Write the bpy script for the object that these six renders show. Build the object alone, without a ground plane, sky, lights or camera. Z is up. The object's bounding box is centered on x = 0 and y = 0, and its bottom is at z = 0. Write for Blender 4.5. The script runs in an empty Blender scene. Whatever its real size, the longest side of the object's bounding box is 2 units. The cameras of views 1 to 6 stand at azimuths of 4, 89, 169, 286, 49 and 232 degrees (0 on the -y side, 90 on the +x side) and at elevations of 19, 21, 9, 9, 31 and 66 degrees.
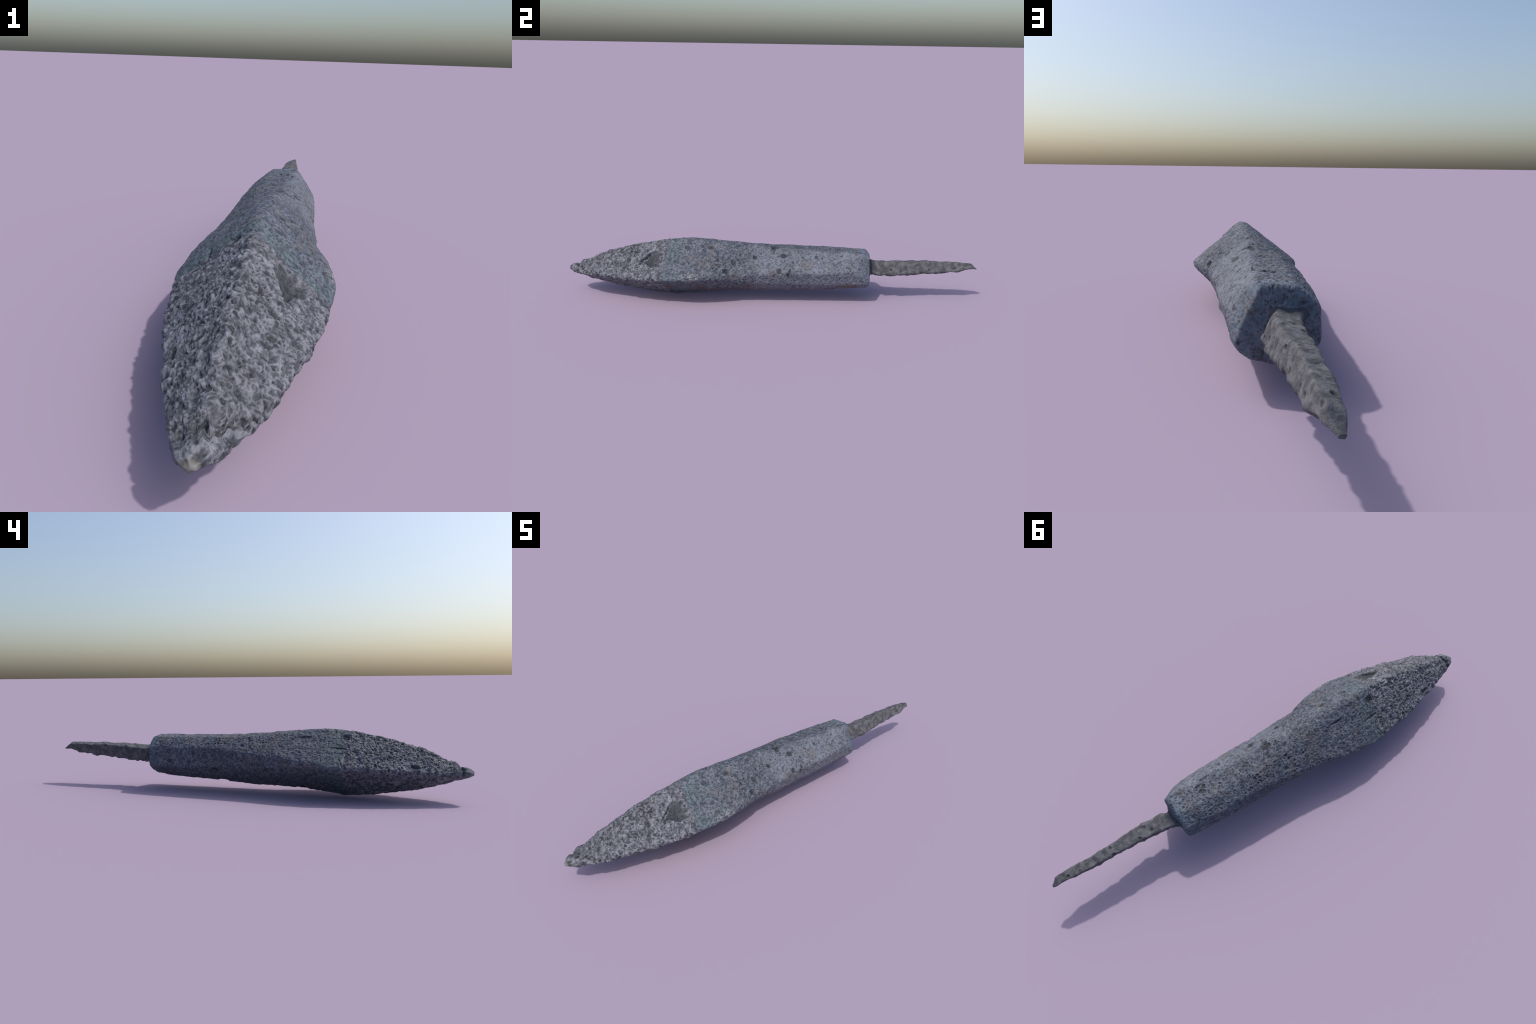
"""Corroded ancient arrowhead: a four-edged blade, an eight-sided shank and a thin ragged tang.
The body is lofted through cross-sections (corner curves), worn and pitted with node noise,
then parted into blade and shank; the tang is a loft of its own."""
import bpy
import numpy as np

# ------------------------------------------------------------------ corner curves
# One row per station along y. Eight corners of the section as (x, z), going round from the
# top: top-left, top-right, right-upper, right-lower, bottom-right, bottom-left, left-lower,
# left-upper.  In the blade each pair closes up to one edge of a diamond.
def diamond(y, top, right, bottom, left, g=0.004):
    (tx, tz), (rx, rz), (bx, bz), (lx, lz) = top, right, bottom, left
    return (y, [(tx - g, tz - g * .4), (tx + g, tz - g * .4), (rx, rz + g), (rx, rz - g),
                (bx + g, bz + g * .3), (bx - g, bz + g * .3), (lx, lz - g), (lx, lz + g)])

BODY = [
    diamond(-1.000, (-.036, .128), (-.030, .122), (-.036, .116), (-.042, .122), .0008),
    diamond(-.992, (-.036, .141), (-.018, .124), (-.036, .109), (-.054, .123), .004),
    diamond(-.970, (-.033, .150), (.002, .124), (-.032, .100), (-.066, .124), .012),
    diamond(-.945, (-.027, .153), (.018, .121), (-.027, .092), (-.072, .124), .004),
    diamond(-.900, (-.022, .171), (.045, .123), (-.022, .078), (-.088, .125), .003),
    diamond(-.850, (-.021, .198), (.070, .127), (-.022, .063), (-.104, .126), .003),
    diamond(-.800, (-.014, .218), (.090, .130), (-.022, .050), (-.118, .130), .003),
    diamond(-.700, (-.009, .247), (.123, .133), (-.018, .030), (-.140, .136), .003),
    diamond(-.600, (-.004, .271), (.152, .137), (-.011, .013), (-.159, .141), .003),
    diamond(-.500, (.002, .289), (.173, .142), (-.008, .004), (-.169, .145), .004),
    diamond(-.460, (.002, .294), (.178, .145), (-.008, .001), (-.174, .146), .005),
    diamond(-.430, (.002, .297), (.181, .147), (-.004, .007), (-.178, .147), .006),
    diamond(-.390, (.002, .299), (.183, .150), (.002, .012), (-.182, .149), .007),
    (-.300, [(-.006, .291), (.012, .293), (.172, .163), (.174, .145),
             (.022, .026), (-.004, .020), (-.166, .148), (-.168, .168)]),
    (-.235, [(-.010, .283), (.018, .287), (.156, .163), (.158, .140),
             (.040, .039), (-.006, .026), (-.148, .142), (-.154, .175)]),
    (-.200, [(-.014, .277), (.016, .286), (.144, .162), (.140, .132),
             (.044, .046), (-.006, .029), (-.137, .139), (-.146, .177)]),
    (-.100, [(-.026, .263), (.020, .275), (.148, .165), (.129, .115),
             (.048, .047), (-.004, .030), (-.115, .130), (-.126, .183)]),
    (.000, [(-.032, .255), (.042, .267), (.143, .168), (.127, .108),
            (.052, .046), (.000, .033), (-.102, .121), (-.108, .192)]),
    (.100, [(-.033, .252), (.055, .259), (.145, .172), (.127, .107),
            (.062, .052), (.006, .044), (-.095, .118), (-.094, .203)]),
    (.200, [(-.025, .252), (.065, .255), (.148, .175), (.129, .109),
            (.068, .057), (.006, .048), (-.088, .116), (-.085, .204)]),
    (.300, [(-.018, .250), (.075, .253), (.148, .176), (.131, .111),
            (.084, .066), (.010, .052), (-.079, .114), (-.075, .203)]),
    (.400, [(-.008, .247), (.084, .252), (.143, .173), (.134, .114),
            (.098, .079), (.020, .058), (-.068, .112), (-.065, .201)]),
    (.470, [(.002, .244), (.083, .251), (.138, .168), (.132, .115),
            (.106, .088), (.030, .066), (-.058, .113), (-.056, .199)]),
]

# How far the flat between two corners swells outwards: (first corner, [(y, swell), ...])
SWELL = [
    (1, [(-.45, .000), (-.30, .010), (-.20, .020), (-.10, .016), (.00, .013), (.10, .010), (.20, .007), (.40, .003)]),
    (3, [(-.45, .000), (-.30, .006), (-.20, .008), (-.10, .008), (.05, .003)]),
    (5, [(-.95, .000), (-.85, .005), (-.50, .004), (-.20, .006), (.40, .004)]),
    (7, [(-.95, .000), (-.85, .004), (-.50, .003), (.40, .002)]),
]

# Tang: four corners, top-left, top-right, bottom-right, bottom-left.
TANG = [
    (.440, [(-.040, .196), (.056, .212), (.096, .140), (.000, .106)]),
    (.468, [(-.034, .194), (.054, .208), (.090, .141), (.004, .110)]),
    (.484, [(-.018, .189), (.046, .199), (.072, .143), (.012, .118)]),
    (.500, [(-.012, .188), (.048, .199), (.073, .144), (.014, .118)]),
    (.512, [(-0.0060, 0.1870), (0.0590, 0.2005), (0.0830, 0.1420), (0.0165, 0.1140)]),
    (.560, [(0.0020, 0.1870), (0.0640, 0.2025), (0.0860, 0.1440), (0.0205, 0.1140)]),
    (.600, [(0.0070, 0.1900), (0.0660, 0.2045), (0.0880, 0.1450), (0.0275, 0.1150)]),
    (.650, [(0.0130, 0.1930), (0.0680, 0.2055), (0.0880, 0.1510), (0.0335, 0.1210)]),
    (.700, [(0.0170, 0.1940), (0.0660, 0.2065), (0.0840, 0.1510), (0.0355, 0.1280)]),
    (.750, [(0.0230, 0.1960), (0.0640, 0.2075), (0.0810, 0.1530), (0.0405, 0.1320)]),
    (.800, [(0.0260, 0.1960), (0.0650, 0.2065), (0.0820, 0.1560), (0.0405, 0.1350)]),
    (.850, [(0.0290, 0.1940), (0.0680, 0.2055), (0.0840, 0.1590), (0.0435, 0.1410)]),
    (.900, [(0.0350, 0.1940), (0.0730, 0.2045), (0.0860, 0.1650), (0.0495, 0.1450)]),
    (.930, [(0.0400, 0.1930), (0.0760, 0.2035), (0.0860, 0.1720), (0.0555, 0.1520)]),
    (.960, [(.0440, .1910), (.0770, .2030), (.0840, .1790), (.0535, .1640)]),
    (.972, [(.0470, .1880), (.0760, .1980), (.0820, .1770), (.0535, .1650)]),
    (.982, [(.0480, .1790), (.0720, .1860), (.0770, .1750), (.0535, .1650)]),
    (.999, [(.0540, .1700), (.0630, .1710), (.0650, .1660), (.0570, .1650)]),
]


def smooth_rows(a, sigma):
    """Gaussian smoothing along the first axis, ends held."""
    if sigma <= 0:
        return a
    n = int(3 * sigma) + 1
    k = np.exp(-.5 * (np.arange(-n, n + 1) / sigma) ** 2)
    k /= k.sum()
    pad = np.concatenate([np.repeat(a[:1], n, 0), a, np.repeat(a[-1:], n, 0)])
    return sum(k[i] * pad[i:i + len(a)] for i in range(2 * n + 1))


def loft(stations, ys, n_theta, sigma_y, round_of_y, swell=()):
    """Radial loft: returns ring points (len(ys), n_theta, 3) and the centre line."""
    sy = np.array([s[0] for s in stations])
    sc = np.array([s[1] for s in stations])                    # stations, corners, 2
    corners = np.stack([[np.interp(ys, sy, sc[:, c, k]) for k in range(2)]
                        for c in range(sc.shape[1])], 0).transpose(2, 0, 1)
    centre = smooth_rows(corners.mean(1), sigma_y)
    full = []
    for c in range(sc.shape[1]):
        full.append(corners[:, c])
        for first, table in swell:
            if first == c:
                a, b = corners[:, c], corners[:, (c + 1) % sc.shape[1]]
                e = b - a
                out = np.stack([e[:, 1], -e[:, 0]], 1) / np.maximum(np.hypot(e[:, 0], e[:, 1]), 1e-6)[:, None]
                out *= np.sign(np.sum(out * ((a + b) / 2 - centre), 1))[:, None]
                full.append((a + b) / 2 + out * np.interp(ys, *zip(*table))[:, None])
    corners = smooth_rows(np.stack(full, 1), sigma_y)
    theta = np.linspace(0, 2 * np.pi, n_theta, endpoint=False)
    rings = np.zeros((len(ys), n_theta, 3))
    freq = np.fft.rfftfreq(n_theta, 1 / n_theta)
    for i in range(len(ys)):
        c = corners[i] - centre[i]
        nxt = np.roll(c, -1, 0)
        t = np.linspace(0, 1, 60, endpoint=False)[None, :, None]
        pts = (c[:, None] * (1 - t) + nxt[:, None] * t).reshape(-1, 2)
        ang = np.mod(np.arctan2(pts[:, 1], pts[:, 0]), 2 * np.pi)
        order = np.argsort(ang)
        ang, r = ang[order], np.hypot(pts[:, 0], pts[:, 1])[order]
        ang = np.concatenate([ang[-3:] - 2 * np.pi, ang, ang[:3] + 2 * np.pi])
        r = np.concatenate([r[-3:], r, r[:3]])
        rad = np.interp(theta, ang, r)
        damp = np.exp(-.5 * (freq * round_of_y(ys[i])) ** 2)
        rad = np.fft.irfft(np.fft.rfft(rad) * damp, n_theta)
        rings[i, :, 0] = centre[i, 0] + rad * np.cos(theta)
        rings[i, :, 1] = ys[i]
        rings[i, :, 2] = centre[i, 1] + rad * np.sin(theta)
    return rings, centre


def step(a, b, v):
    t = np.clip((v - a) / (b - a), 0, 1)
    return t * t * (3 - 2 * t)


def rings_to_mesh(name, rings):
    m, n, _ = rings.shape
    first, last = rings[0].mean(0), rings[-1].mean(0)
    verts = np.concatenate([rings.reshape(-1, 3), [first, last]])
    i, j = np.meshgrid(np.arange(m - 1), np.arange(n), indexing="ij")
    j2 = (j + 1) % n
    quads = np.stack([i * n + j, (i + 1) * n + j, (i + 1) * n + j2, i * n + j2], -1).reshape(-1, 4)
    a = np.arange(n)
    b = (a + 1) % n
    cap0 = np.stack([np.full(n, m * n), a, b], -1)
    cap1 = np.stack([np.full(n, m * n + 1), (m - 1) * n + b, (m - 1) * n + a], -1)
    return mesh_from(name, verts, quads, np.concatenate([cap0, cap1]))


def mesh_from(name, verts, quads, tris):
    me = bpy.data.meshes.new(name)
    loops = np.concatenate([quads.ravel(), tris.ravel()]).astype(np.int32)
    sizes = np.concatenate([np.full(len(quads), 4), np.full(len(tris), 3)])
    starts = np.concatenate([[0], np.cumsum(sizes)[:-1]]).astype(np.int32)
    me.vertices.add(len(verts))
    me.vertices.foreach_set("co", np.ascontiguousarray(verts, np.float32).ravel())
    me.loops.add(len(loops))
    me.loops.foreach_set("vertex_index", loops)
    me.polygons.add(len(starts))
    me.polygons.foreach_set("loop_start", starts)
    me.update(calc_edges=True)
    me.validate()
    me.polygons.foreach_set("use_smooth", np.ones(len(me.polygons), bool))
    return me


# ------------------------------------------------------------------ node shorthand
class Net:
    """Small helper to write node graphs as expressions; works for shader and geometry trees."""
    def __init__(self, tree):
        self.t = tree

    def put(self, sock, v):
        if v is None:
            return
        if isinstance(v, bpy.types.NodeSocket):
            self.t.links.new(v, sock)
        else:
            sock.default_value = v

    def math(self, op, a, b=None, clamp=False):
        n = self.t.nodes.new("ShaderNodeMath")
        n.operation = op
        n.use_clamp = clamp
        self.put(n.inputs[0], a)
        self.put(n.inputs[1], b)
        return n.outputs[0]

    def add(self, *v):
        r = v[0]
        for x in v[1:]:
            r = self.math("ADD", r, x)
        return r

    def sub(self, a, b):
        return self.math("SUBTRACT", a, b)

    def mul(self, *v):
        r = v[0]
        for x in v[1:]:
            r = self.math("MULTIPLY", r, x)
        return r

    def maxi(self, *v):
        r = v[0]
        for x in v[1:]:
            r = self.math("MAXIMUM", r, x)
        return r

    def inv(self, a):
        return self.math("SUBTRACT", 1.0, a, True)

    def vec(self, op, a, b=None, scale=None):
        n = self.t.nodes.new("ShaderNodeVectorMath")
        n.operation = op
        self.put(n.inputs[0], a)
        self.put(n.inputs[1], b)
        if scale is not None:
            self.put(n.inputs["Scale"], scale)
        return n.outputs["Value"] if op in ("LENGTH", "DISTANCE", "DOT_PRODUCT") else n.outputs[0]

    def xyz(self, v):
        n = self.t.nodes.new("ShaderNodeSeparateXYZ")
        self.put(n.inputs[0], v)
        return n.outputs

    def ramp(self, v, a, b, lo=0.0, hi=1.0):
        n = self.t.nodes.new("ShaderNodeMapRange")
        n.interpolation_type = "SMOOTHSTEP"
        self.put(n.inputs["Value"], v)
        for k, x in (("From Min", a), ("From Max", b), ("To Min", lo), ("To Max", hi)):
            self.put(n.inputs[k], x)
        return n.outputs[0]

    def noise(self, p, scale, detail=2.0, rough=.5, distortion=0.0):
        n = self.t.nodes.new("ShaderNodeTexNoise")
        self.put(n.inputs["Vector"], p)
        self.put(n.inputs["Scale"], scale)
        n.inputs["Detail"].default_value = detail
        n.inputs["Roughness"].default_value = rough
        n.inputs["Distortion"].default_value = distortion
        return n.outputs

    def cells(self, p, scale, feature="F1", rand=1.0):
        n = self.t.nodes.new("ShaderNodeTexVoronoi")
        n.feature = feature
        self.put(n.inputs["Vector"], p)
        self.put(n.inputs["Scale"], scale)
        n.inputs["Randomness"].default_value = rand
        return n.outputs

    def mix(self, f, a, b, blend="MIX"):
        n = self.t.nodes.new("ShaderNodeMix")
        n.data_type = "RGBA"
        n.blend_type = blend
        self.put(n.inputs[0], f)
        for s, v in ((n.inputs[6], a), (n.inputs[7], b)):
            self.put(s, v if isinstance(v, bpy.types.NodeSocket) else (*v, 1.0))
        return n.outputs[2]

    def lerp(self, f, a, b):
        return self.add(self.mul(self.inv(f), a), self.mul(f, b))


# ------------------------------------------------------------------ single marks on the body
# centre (x, y, z), radius along y, radius across, depth
PITS = [
    ((.082, .059, .233), .017, .014, .0045), ((.100, .061, .217), .010, .009, .004),
    ((.034, .018, .265), .022, .014, .005), ((.052, .012, .260), .012, .010, .004),
    ((.087, -.079, .228), .011, .011, .005),
    ((.080, -.148, .232), .014, .010, .005), ((.092, -.130, .219), .016, .008, .004),
    ((.103, -.180, .208), .013, .017, .005), ((.138, -.214, .176), .013, .012, .006),
    ((.135, .035, .178), .011, .013, .004),
    ((.137, .087, .180), .007, .011, .004), ((.140, .078, .162), .006, .013, .004),
    ((.025, -.120, .276), .013, .007, .004), ((.025, .332, .252), .012, .010, .005),
    ((.050, .336, .252), .018, .006, .004), ((.068, .300, .253), .018, .006, .004), ((.040, .317, .251), .008, .010, .004),
    ((.090, .214, .233), .007, .009, .003), ((.088, -.008, .222), .008, .013, .003),
    ((.050, -.286, .262), .013, .012, .004), ((.051, -.400, .266), .013, .010, .003),
    ((-.042, -.470, .262), .015, .016, .007),
    ((.055, -.683, .198), .011, .010, .005), ((.052, -.742, .184), .010, .010, .005),
    ((.026, -.660, .229), .022, .006, .006), ((.002, -.655, .256), .022, .008, .005),
    ((-.110, -.764, .153), .018, .010, .006), ((-.074, .355, .141), .014, .010, .003),
    ((-.086, .252, .142), .012, .010, .003), ((-.080, .119, .112), .016, .014, .005),
    ((.000, .110, .040), .026, .030, .006), ((-.010, -.270, .020), .030, .030, .004),
    ((-.095, -.440, .220), .045, .005, .005), ((-.045, -.290, .262), .030, .006, .005),
]


def body_pattern(k, pos):
    """Relief and masks of the body, shared by the relief pass and by the colours."""
    x, y, z = k.xyz(pos)[0:3]
    warp = k.vec("SUBTRACT", k.noise(pos, 14.0, 2.0)["Color"], (.5, .5, .5))
    p = k.vec("ADD", pos, k.vec("SCALE", warp, scale=.020))
    warp2 = k.vec("SUBTRACT", k.noise(pos, 85.0, 1.0)["Color"], (.5, .5, .5))
    p2 = k.vec("ADD", p, k.vec("SCALE", warp2, scale=.010))

    p1 = k.vec("ADD", pos, k.vec("SCALE", warp2, scale=.008))

    # line where the coarse scale of the blade ends
    line = k.add(y, k.mul(x, .2), .492, k.mul(k.sub(k.noise(pos, 40.0, 2.0)["Fac"], .5), .03))
    coarse = k.ramp(line, -.006, .006, 1.0, 0.0)

    # blistered skin: soft hollows between pale rims, coarse on the blade and fine on the shank
    def hollows(v, scale):
        n = k.cells(v, scale, "SMOOTH_F1")
        return k.ramp(n["Distance"], .10, .58)
    rough = k.ramp(k.noise(p, 52.0, 3.0, .55)["Fac"], .32, .68)
    net = k.add(k.mul(hollows(p2, 72.0), .42), k.mul(hollows(p2, 150.0), .34), k.mul(rough, .30))
    rim = k.ramp(k.cells(p2, 70.0, "DISTANCE_TO_EDGE")["Distance"], 0.0, .15, 1.0, 0.0)
    rim = k.mul(rim, k.ramp(k.noise(p, 38.0, 2.0)["Fac"], .40, .62))
    speck = k.ramp(k.noise(p2, 190.0, 2.0, .6)["Fac"], .32, .68)
    fine = k.add(k.mul(hollows(k.vec("MULTIPLY", p2, (1.0, .8, 1.0)), 112.0), .48), k.mul(speck, .30),
                 k.mul(rough, .26))
    thread = k.ramp(k.cells(k.vec("MULTIPLY", p2, (1.0, .8, 1.0)), 112.0, "DISTANCE_TO_EDGE")["Distance"],
                    0.0, .17, 1.0, 0.0)
    # the right upper flat is smooth and pale, the rest of the shank rough, in crusted
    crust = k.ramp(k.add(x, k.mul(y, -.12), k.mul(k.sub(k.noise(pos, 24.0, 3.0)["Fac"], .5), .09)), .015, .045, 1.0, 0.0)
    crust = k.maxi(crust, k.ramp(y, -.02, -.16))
    thread = k.mul(thread, k.ramp(k.noise(p, 33.0, 2.0)["Fac"], .42, .64))

    # scattered round pits
    def pits(scale, keep, r0, r1):
        c = k.cells(p, scale, "F1")
        rnd = k.xyz(c["Color"])
        rad = k.add(k.mul(rnd[1], r1 - r0), r0)
        shape = k.ramp(k.math("DIVIDE", c["Distance"], rad), .55, 1.0, 1.0, 0.0)
        return k.mul(shape, k.math("GREATER_THAN", rnd[0], keep))
    patchy = k.ramp(k.noise(pos, 9.0, 1.0)["Fac"], .35, .6)
    pit = k.maxi(k.mul(pits(26.0, .62, .12, .34), patchy), k.mul(pits(62.0, .60, .16, .40), k.ramp(patchy, 0.0, 1.0, .5, 1.0)))

    marks = None
    mark_h = None
    for (c, ry, rx, depth) in PITS:
        d = k.vec("MULTIPLY", k.vec("SUBTRACT", p1, c), (.8 / rx, .8 / ry, .8 / rx))
        m = k.ramp(k.vec("LENGTH", d), .55, 1.05, 1.0, 0.0)
        h = k.mul(m, depth)
        marks = m if marks is None else k.maxi(marks, m)
        mark_h = h if mark_h is None else k.maxi(mark_h, h)
    if marks is None:
        marks = k.math("MULTIPLY", x, 0.0)
        mark_h = marks
    # wedge-shaped flaw on the right upper face, point towards the tip
    wob = k.mul(k.sub(k.noise(pos, 55.0, 2.0)["Fac"], .5), .014)
    along = k.sub(y, -.628)
    mid = k.add(k.mul(along, .12), .070)
    half = k.math("MINIMUM", k.mul(along, .55), .034)
    across = k.sub(half, k.math("ABSOLUTE", k.sub(k.add(x, wob), mid)))
    dent = k.mul(k.ramp(across, -.001, .005), k.ramp(along, .085, .120, 1.0, 0.0), k.ramp(z, .15, .165))
    mark_h = k.add(mark_h, k.mul(dent, k.add(k.ramp(along, .02, .11, .016, .003), k.mul(k.sub(rough, .5), .006))))
    marks = k.maxi(marks, k.mul(dent, k.ramp(along, .04, .115, 1.0, .60)))
    lumps = k.sub(k.noise(pos, 34.0, 3.0, .55)["Fac"], .5)
    waves = k.sub(k.noise(k.vec("MULTIPLY", pos, (.6, 1.0, .6)), 20.0, 1.0)["Fac"], .5)
    big = k.sub(k.noise(pos, 9.0, 2.0)["Fac"], .5)
    return dict(x=x, y=y, z=z, p=p, line=line, coarse=coarse, net=net, fine=fine, pit=pit,
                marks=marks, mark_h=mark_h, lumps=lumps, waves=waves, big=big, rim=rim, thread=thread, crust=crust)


def body_height(k, q):
    hb = k.add(k.mul(k.sub(q["net"], .6), k.ramp(q["z"], .105, .150, .0036, .0084)), k.mul(q["lumps"], k.ramp(q["z"], .105, .150, .007, .012)), k.mul(q["waves"], .012), k.mul(q["pit"], -.0015))
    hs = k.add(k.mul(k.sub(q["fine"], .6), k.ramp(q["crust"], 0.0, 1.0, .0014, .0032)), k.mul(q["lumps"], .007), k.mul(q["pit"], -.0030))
    h = k.lerp(q["coarse"], hs, hb)
    h = k.add(h, k.mul(q["big"], .006), k.mul(q["mark_h"], -1.0), .0012)
    taper = k.ramp(q["y"], -1.0, -.93, .45, 1.0)
    return k.mul(h, taper)


def tang_pattern(k, pos):
    x, y, z = k.xyz(pos)[0:3]
    warp = k.vec("SUBTRACT", k.noise(pos, 30.0, 2.0)["Color"], (.5, .5, .5))
    p = k.vec("ADD", pos, k.vec("SCALE", warp, scale=.014))
    lumps = k.sub(k.noise(pos, 26.0, 3.0, .5)["Fac"], .5)
    c = k.cells(p, 36.0, "F1")
    pit = k.mul(k.ramp(k.math("DIVIDE", c["Distance"], k.add(k.mul(k.xyz(c["Color"])[1], .22), .14)), .55, 1.0, 1.0, 0.0),
                k.math("GREATER_THAN", k.xyz(c["Color"])[0], .55))
    under = k.ramp(z, .17, .145)
    teeth = k.sub(k.noise(k.vec("MULTIPLY", p, (.7, 1.0, .7)), 30.0, 3.0)["Fac"], .5)
    return dict(x=x, y=y, z=z, p=p, lumps=lumps, pit=pit, under=under, teeth=teeth)


def tang_height(k, q):
    h = k.add(k.mul(q["lumps"], .015), k.mul(q["pit"], -.0030), k.mul(q["teeth"], q["under"], .024))
    return k.mul(h, k.ramp(q["y"], .96, 1.0, 1.0, .15))


def relief(obj, pattern, height):
    """Push the surface along its normal by the pattern and keep the result as plain mesh."""
    tree = bpy.data.node_groups.new("relief_pass", "GeometryNodeTree")
    tree.interface.new_socket("Geometry", in_out="INPUT", socket_type="NodeSocketGeometry")
    tree.interface.new_socket("Geometry", in_out="OUTPUT", socket_type="NodeSocketGeometry")
    k = Net(tree)
    gi, go = tree.nodes.new("NodeGroupInput"), tree.nodes.new("NodeGroupOutput")
    pos = tree.nodes.new("GeometryNodeInputPosition").outputs[0]
    nor = tree.nodes.new("GeometryNodeInputNormal").outputs[0]
    h = height(k, pattern(k, pos))
    sp = tree.nodes.new("GeometryNodeSetPosition")
    tree.links.new(gi.outputs[0], sp.inputs["Geometry"])
    tree.links.new(k.vec("SCALE", nor, scale=h), sp.inputs["Offset"])
    tree.links.new(sp.outputs[0], go.inputs[0])
    mod = obj.modifiers.new("relief", "NODES")
    mod.node_group = tree
    dg = bpy.context.evaluated_depsgraph_get()
    me = bpy.data.meshes.new_from_object(obj.evaluated_get(dg))
    obj.modifiers.clear()
    bpy.data.node_groups.remove(tree)
    return me


# ------------------------------------------------------------------ materials
def new_material(name):
    m = bpy.data.materials.new(name)
    m.use_nodes = True
    t = m.node_tree
    t.nodes.clear()
    out = t.nodes.new("ShaderNodeOutputMaterial")
    b = t.nodes.new("ShaderNodeBsdfPrincipled")
    t.links.new(b.outputs[0], out.inputs[0])
    k = Net(t)
    pos = t.nodes.new("ShaderNodeTexCoord").outputs["Object"]
    return m, t, b, k, pos


def bump(t, b, height, dist):
    n = t.nodes.new("ShaderNodeBump")
    n.inputs["Strength"].default_value = .8
    n.inputs["Distance"].default_value = dist
    t.links.new(height, n.inputs["Height"])
    t.links.new(n.outputs[0], b.inputs["Normal"])


def corroded_body_material():
    m, t, b, k, pos = new_material("corroded_dark_bronze")
    q = body_pattern(k, pos)
    n_mid = k.noise(pos, 60.0, 3.0, .6)["Fac"]
    n_fine = k.noise(q["p"], 260.0, 3.0, .65)["Fac"]
    n_big = k.noise(pos, 6.0, 2.0)["Fac"]
    n_hue = k.noise(pos, 16.0, 3.0)["Fac"]

    def lin(t, a, b):
        n = k.ramp(t, a, b)
        n.node.interpolation_type = "LINEAR"
        return n

    def tones(t, dark, mid, light):
        c = k.mix(lin(t, .22, .62), dark, mid)
        return k.mix(lin(t, .62, 1.0), c, light)
    # blade: dark scale with pale rims
    grain = k.add(q["net"], k.mul(k.sub(n_fine, .5), .6))
    blade = tones(grain, (.022, .025, .032), (.068, .073, .090), (.195, .204, .240))
    blade = k.mix(k.mul(q["rim"], .50), blade, (.260, .270, .312))
    blade = k.mix(k.mul(q["pit"], .40), blade, (.032, .033, .038))

    # shank: blue-grey skin with pale veins, brown clouds and dark pits
    grain = k.add(q["fine"], k.mul(k.sub(n_fine, .5), .6))
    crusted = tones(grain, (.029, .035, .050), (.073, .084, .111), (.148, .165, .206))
    skin = tones(grain, (.056, .063, .082), (.122, .135, .169), (.168, .183, .225))
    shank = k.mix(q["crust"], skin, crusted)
    shank = k.mix(k.mul(q["thread"], .42), shank, (.215, .230, .262))
    shank = k.mix(k.mul(k.ramp(n_hue, .52, .68), .45), shank, k.mix(q["fine"], (.055, .049, .047), (.140, .128, .122)))
    shank = k.mix(k.mul(q["pit"], .92), shank, (.028, .031, .038))
    # teal band behind the coarse scale
    band = k.mul(k.ramp(q["line"], .0, .012), k.ramp(q["line"], .03, .13, 1.0, 0.0), k.ramp(n_hue, .36, .54))
    shank = k.mix(k.mul(band, .70), shank, tones(grain, (.029, .046, .057), (.066, .096, .113), (.130, .172, .196)))
    # blue bloom at the butt end
    butt = k.mul(k.ramp(q["y"], .40, .462), k.ramp(n_mid, .42, .60))
    shank = k.mix(k.mul(butt, .6), shank, (.110, .165, .215))
    # rust along the lower right edge
    low = k.mul(k.ramp(q["z"], .125, .095), k.ramp(q["x"], .03, .10), k.ramp(k.noise(pos, 11.0, 3.0)["Fac"], .47, .62))
    shank = k.mix(k.mul(low, .6), shank, (.085, .046, .040))

    col = k.mix(q["coarse"], shank, blade)
    col = k.mix(k.mul(q["marks"], .92), col, k.mix(q["fine"], (.012, .014, .018), (.044, .048, .058)))
    col = k.mix(1.0, col, k.mix(k.ramp(n_big, .3, .7), (.88, .88, .88), (1.08, 1.08, 1.08)), "MULTIPLY")
    # pale flakes by the right edge and a worn, pale point
    flake = k.mul(k.ramp(k.vec("LENGTH", k.vec("MULTIPLY", k.vec("SUBTRACT", q["p"], (.165, -.385, .158)), (32.0, 22.0, 40.0))), .6, 1.1, 1.0, 0.0),
                  k.ramp(n_mid, .45, .6))
    col = k.mix(k.mul(flake, .7), col, (.270, .272, .280))
    col = k.mix(k.mul(k.ramp(q["y"], -.989, -.999), .55), col, (.230, .222, .190))
    t.links.new(col, b.inputs["Base Color"])
    b.inputs["Roughness"].default_value = .72
    b.inputs["Specular IOR Level"].default_value = .30
    bump(t, b, k.add(k.mul(n_fine, .7), k.mul(q["fine"], .4)), .0020)
    return m


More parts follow.
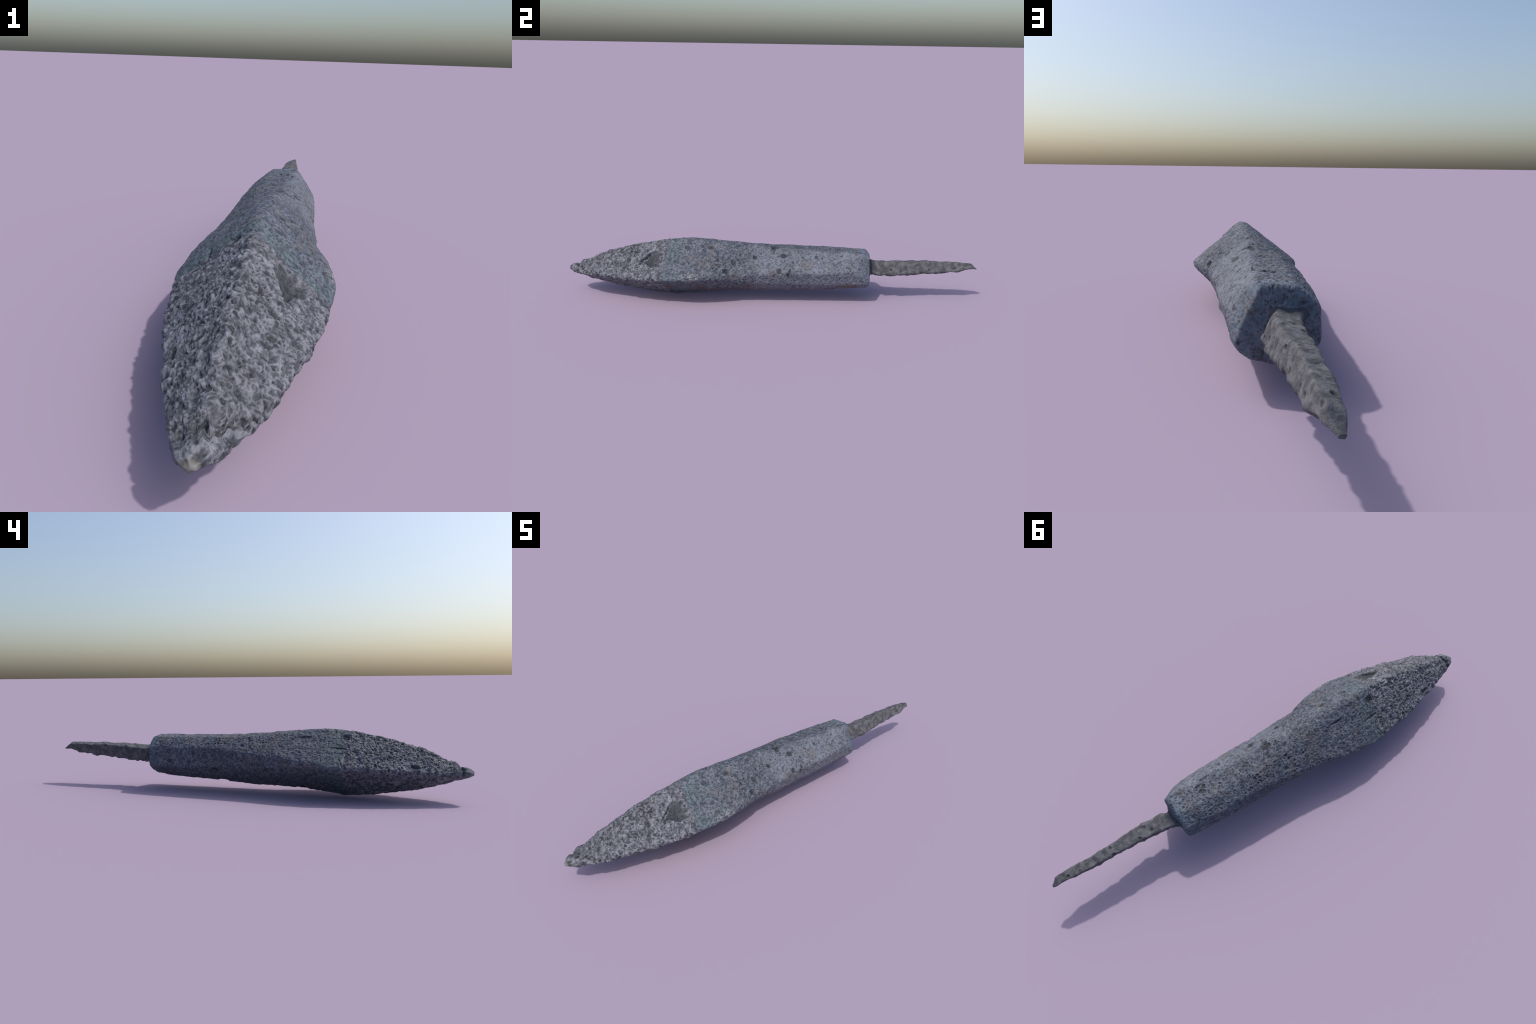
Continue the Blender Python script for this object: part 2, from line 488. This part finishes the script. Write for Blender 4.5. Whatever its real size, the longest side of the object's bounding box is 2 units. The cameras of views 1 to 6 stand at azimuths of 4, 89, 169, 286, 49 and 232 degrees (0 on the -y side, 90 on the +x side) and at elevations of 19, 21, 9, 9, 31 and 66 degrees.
def corroded_tang_material():
    m, t, b, k, pos = new_material("corroded_grey_iron")
    q = tang_pattern(k, pos)
    n_fine = k.noise(q["p"], 170.0, 3.0, .6)["Fac"]
    n_mid = k.noise(pos, 45.0, 3.0)["Fac"]
    col = k.mix(k.ramp(n_mid, .35, .65), (.064, .065, .073), (.126, .128, .140))
    col = k.mix(k.mul(k.ramp(n_fine, .5, .72), .5), col, (.052, .052, .058))
    col = k.mix(k.mul(q["pit"], .75), col, (.034, .033, .036))
    neck = k.ramp(k.add(q["y"], k.mul(k.sub(n_mid, .5), .03)), .515, .495)
    col = k.mix(k.mul(neck, .85), col, (.045, .052, .068))
    t.links.new(col, b.inputs["Base Color"])
    b.inputs["Roughness"].default_value = .78
    b.inputs["Specular IOR Level"].default_value = .25
    bump(t, b, n_fine, .0022)
    return m


# ------------------------------------------------------------------ building
def body_rings():
    ys = np.concatenate([np.linspace(-1.0, -.97, 30, endpoint=False), np.linspace(-.97, .456, 800)])
    n = 640
    rings, centre = loft(BODY, ys, n, 5.0, lambda y: np.interp(y, (-1, -.4, -.1, .4), (.045, .032, .060, .048)), SWELL)
    rings[..., 0] -= .002 * step(-.35, -.5, ys)[:, None]
    X, Y, Z = rings[..., 0], rings[..., 1], rings[..., 2]
    # broken tip: the upper skin ends in a slanting crack, a lower nub goes on beyond it
    edge_y = -.947 + np.clip(X + .015, 0, 1) * 1.0 - np.clip(-.015 - X, 0, 1) * .15
    edge_y = edge_y + .004 * np.sin(X * 170.0) + .003 * np.sin(X * 410.0)
    e = Y - edge_y
    upper = step(.118, .128, Z)
    crack = -.015 * np.exp(-(e / .0060) ** 2) + .006 * step(-.002, .008, e) * step(.07, .02, e)
    Z += upper * crack * step(-1.0, -.985, Y)
    # chipped corner at the butt, on the right upper flat
    n_chip = np.array([.072, .0377, .034])
    n_chip /= np.linalg.norm(n_chip)
    cut = np.clip((rings - np.array([.092, .455, .215])) @ n_chip - .001, 0, None) * step(.275, .235, Z)
    rings -= (cut * .95)[..., None] * n_chip * np.array([1, 0, 1])
    # rounded butt, then a slightly hollow end face
    last = rings[-1].copy()
    c = last.mean(0)
    tail = []
    for s, dy in [(.985, .004), (.965, .0075), (.94, .0095), (.91, .0105), (.87, .0110), (.82, .0115), (.76, .012),
                  (.70, .0125), (.63, .0135), (.55, .016), (.45, .020), (.35, .024), (.25, .026), (.12, .026)]:
        r = c + (last - c) * s
        r[:, 1] = last[:, 1] + dy
        tail.append(r)
    return np.concatenate([rings, np.array(tail)])


def tang_rings():
    ys = np.linspace(.44, .999, 420)
    return loft(TANG, ys, 220, 3.0, lambda y: .11)[0]


def split_body(whole, y_cut):
    """Part the finished body skin into blade and shank, sharing border points and normals."""
    nv, npoly = len(whole.vertices), len(whole.polygons)
    co = np.empty(nv * 3, np.float32)
    whole.vertices.foreach_get("co", co)
    co = co.reshape(-1, 3)
    nor = np.empty(nv * 3, np.float32)
    whole.vertices.foreach_get("normal", nor)
    nor = nor.reshape(-1, 3)
    polys = [np.array(p.vertices[:]) for p in whole.polygons]
    size = np.array([len(p) for p in polys])
    quads = np.array([p for p in polys if len(p) == 4])
    tris = np.array([p for p in polys if len(p) == 3])
    out = []
    # cut between rings: use the ring index of the first corner, so the border is one clean ring
    for name, keep in (("blade", lambda f: f.min(1) < y_cut), ("shank", lambda f: f.min(1) >= y_cut)):
        def sel(f):
            fy = f.copy()
            fy[fy >= nv - 2] = np.where(fy[fy >= nv - 2] == nv - 2, 0, nv)
            return f[keep(fy)]
        q, t = sel(quads), sel(tris)
        used = np.unique(np.concatenate([q.ravel(), t.ravel()]))
        remap = np.full(nv, -1)
        remap[used] = np.arange(len(used))
        me = mesh_from(name, co[used], remap[q], remap[t])
        me.normals_split_custom_set_from_vertices(nor[used].tolist())
        out.append(me)
    return out


def main():
    root = bpy.data.objects.new("arrowhead", None)
    bpy.context.scene.collection.objects.link(root)
    root["label"] = "corroded grey metal arrowhead with diamond blade and thin tang"
    root["category"] = "arrowhead"

    def place(name, me, mat):
        ob = bpy.data.objects.new(name, me)
        bpy.context.scene.collection.objects.link(ob)
        ob.parent = root
        me.materials.clear()
        me.materials.append(mat)
        return ob

    rings = body_rings()
    tmp = bpy.data.objects.new("body_blank", rings_to_mesh("body_blank", rings))
    bpy.context.scene.collection.objects.link(tmp)
    whole = relief(tmp, body_pattern, body_height)
    cut_ring = int(np.argmin(np.abs(rings[:830, 0, 1] + .205)))
    blade, shank = split_body(whole, cut_ring * rings.shape[1])
    bpy.data.objects.remove(tmp)
    body_mat = corroded_body_material()
    place("blade", blade, body_mat)
    place("shank", shank, body_mat)
    bpy.data.meshes.remove(whole)

    tmp = bpy.data.objects.new("tang_blank", rings_to_mesh("tang_blank", tang_rings()))
    bpy.context.scene.collection.objects.link(tmp)
    tang = relief(tmp, tang_pattern, tang_height)
    bpy.data.objects.remove(tmp)
    tang.polygons.foreach_set("use_smooth", np.ones(len(tang.polygons), bool))
    place("tang", tang, corroded_tang_material())


main()
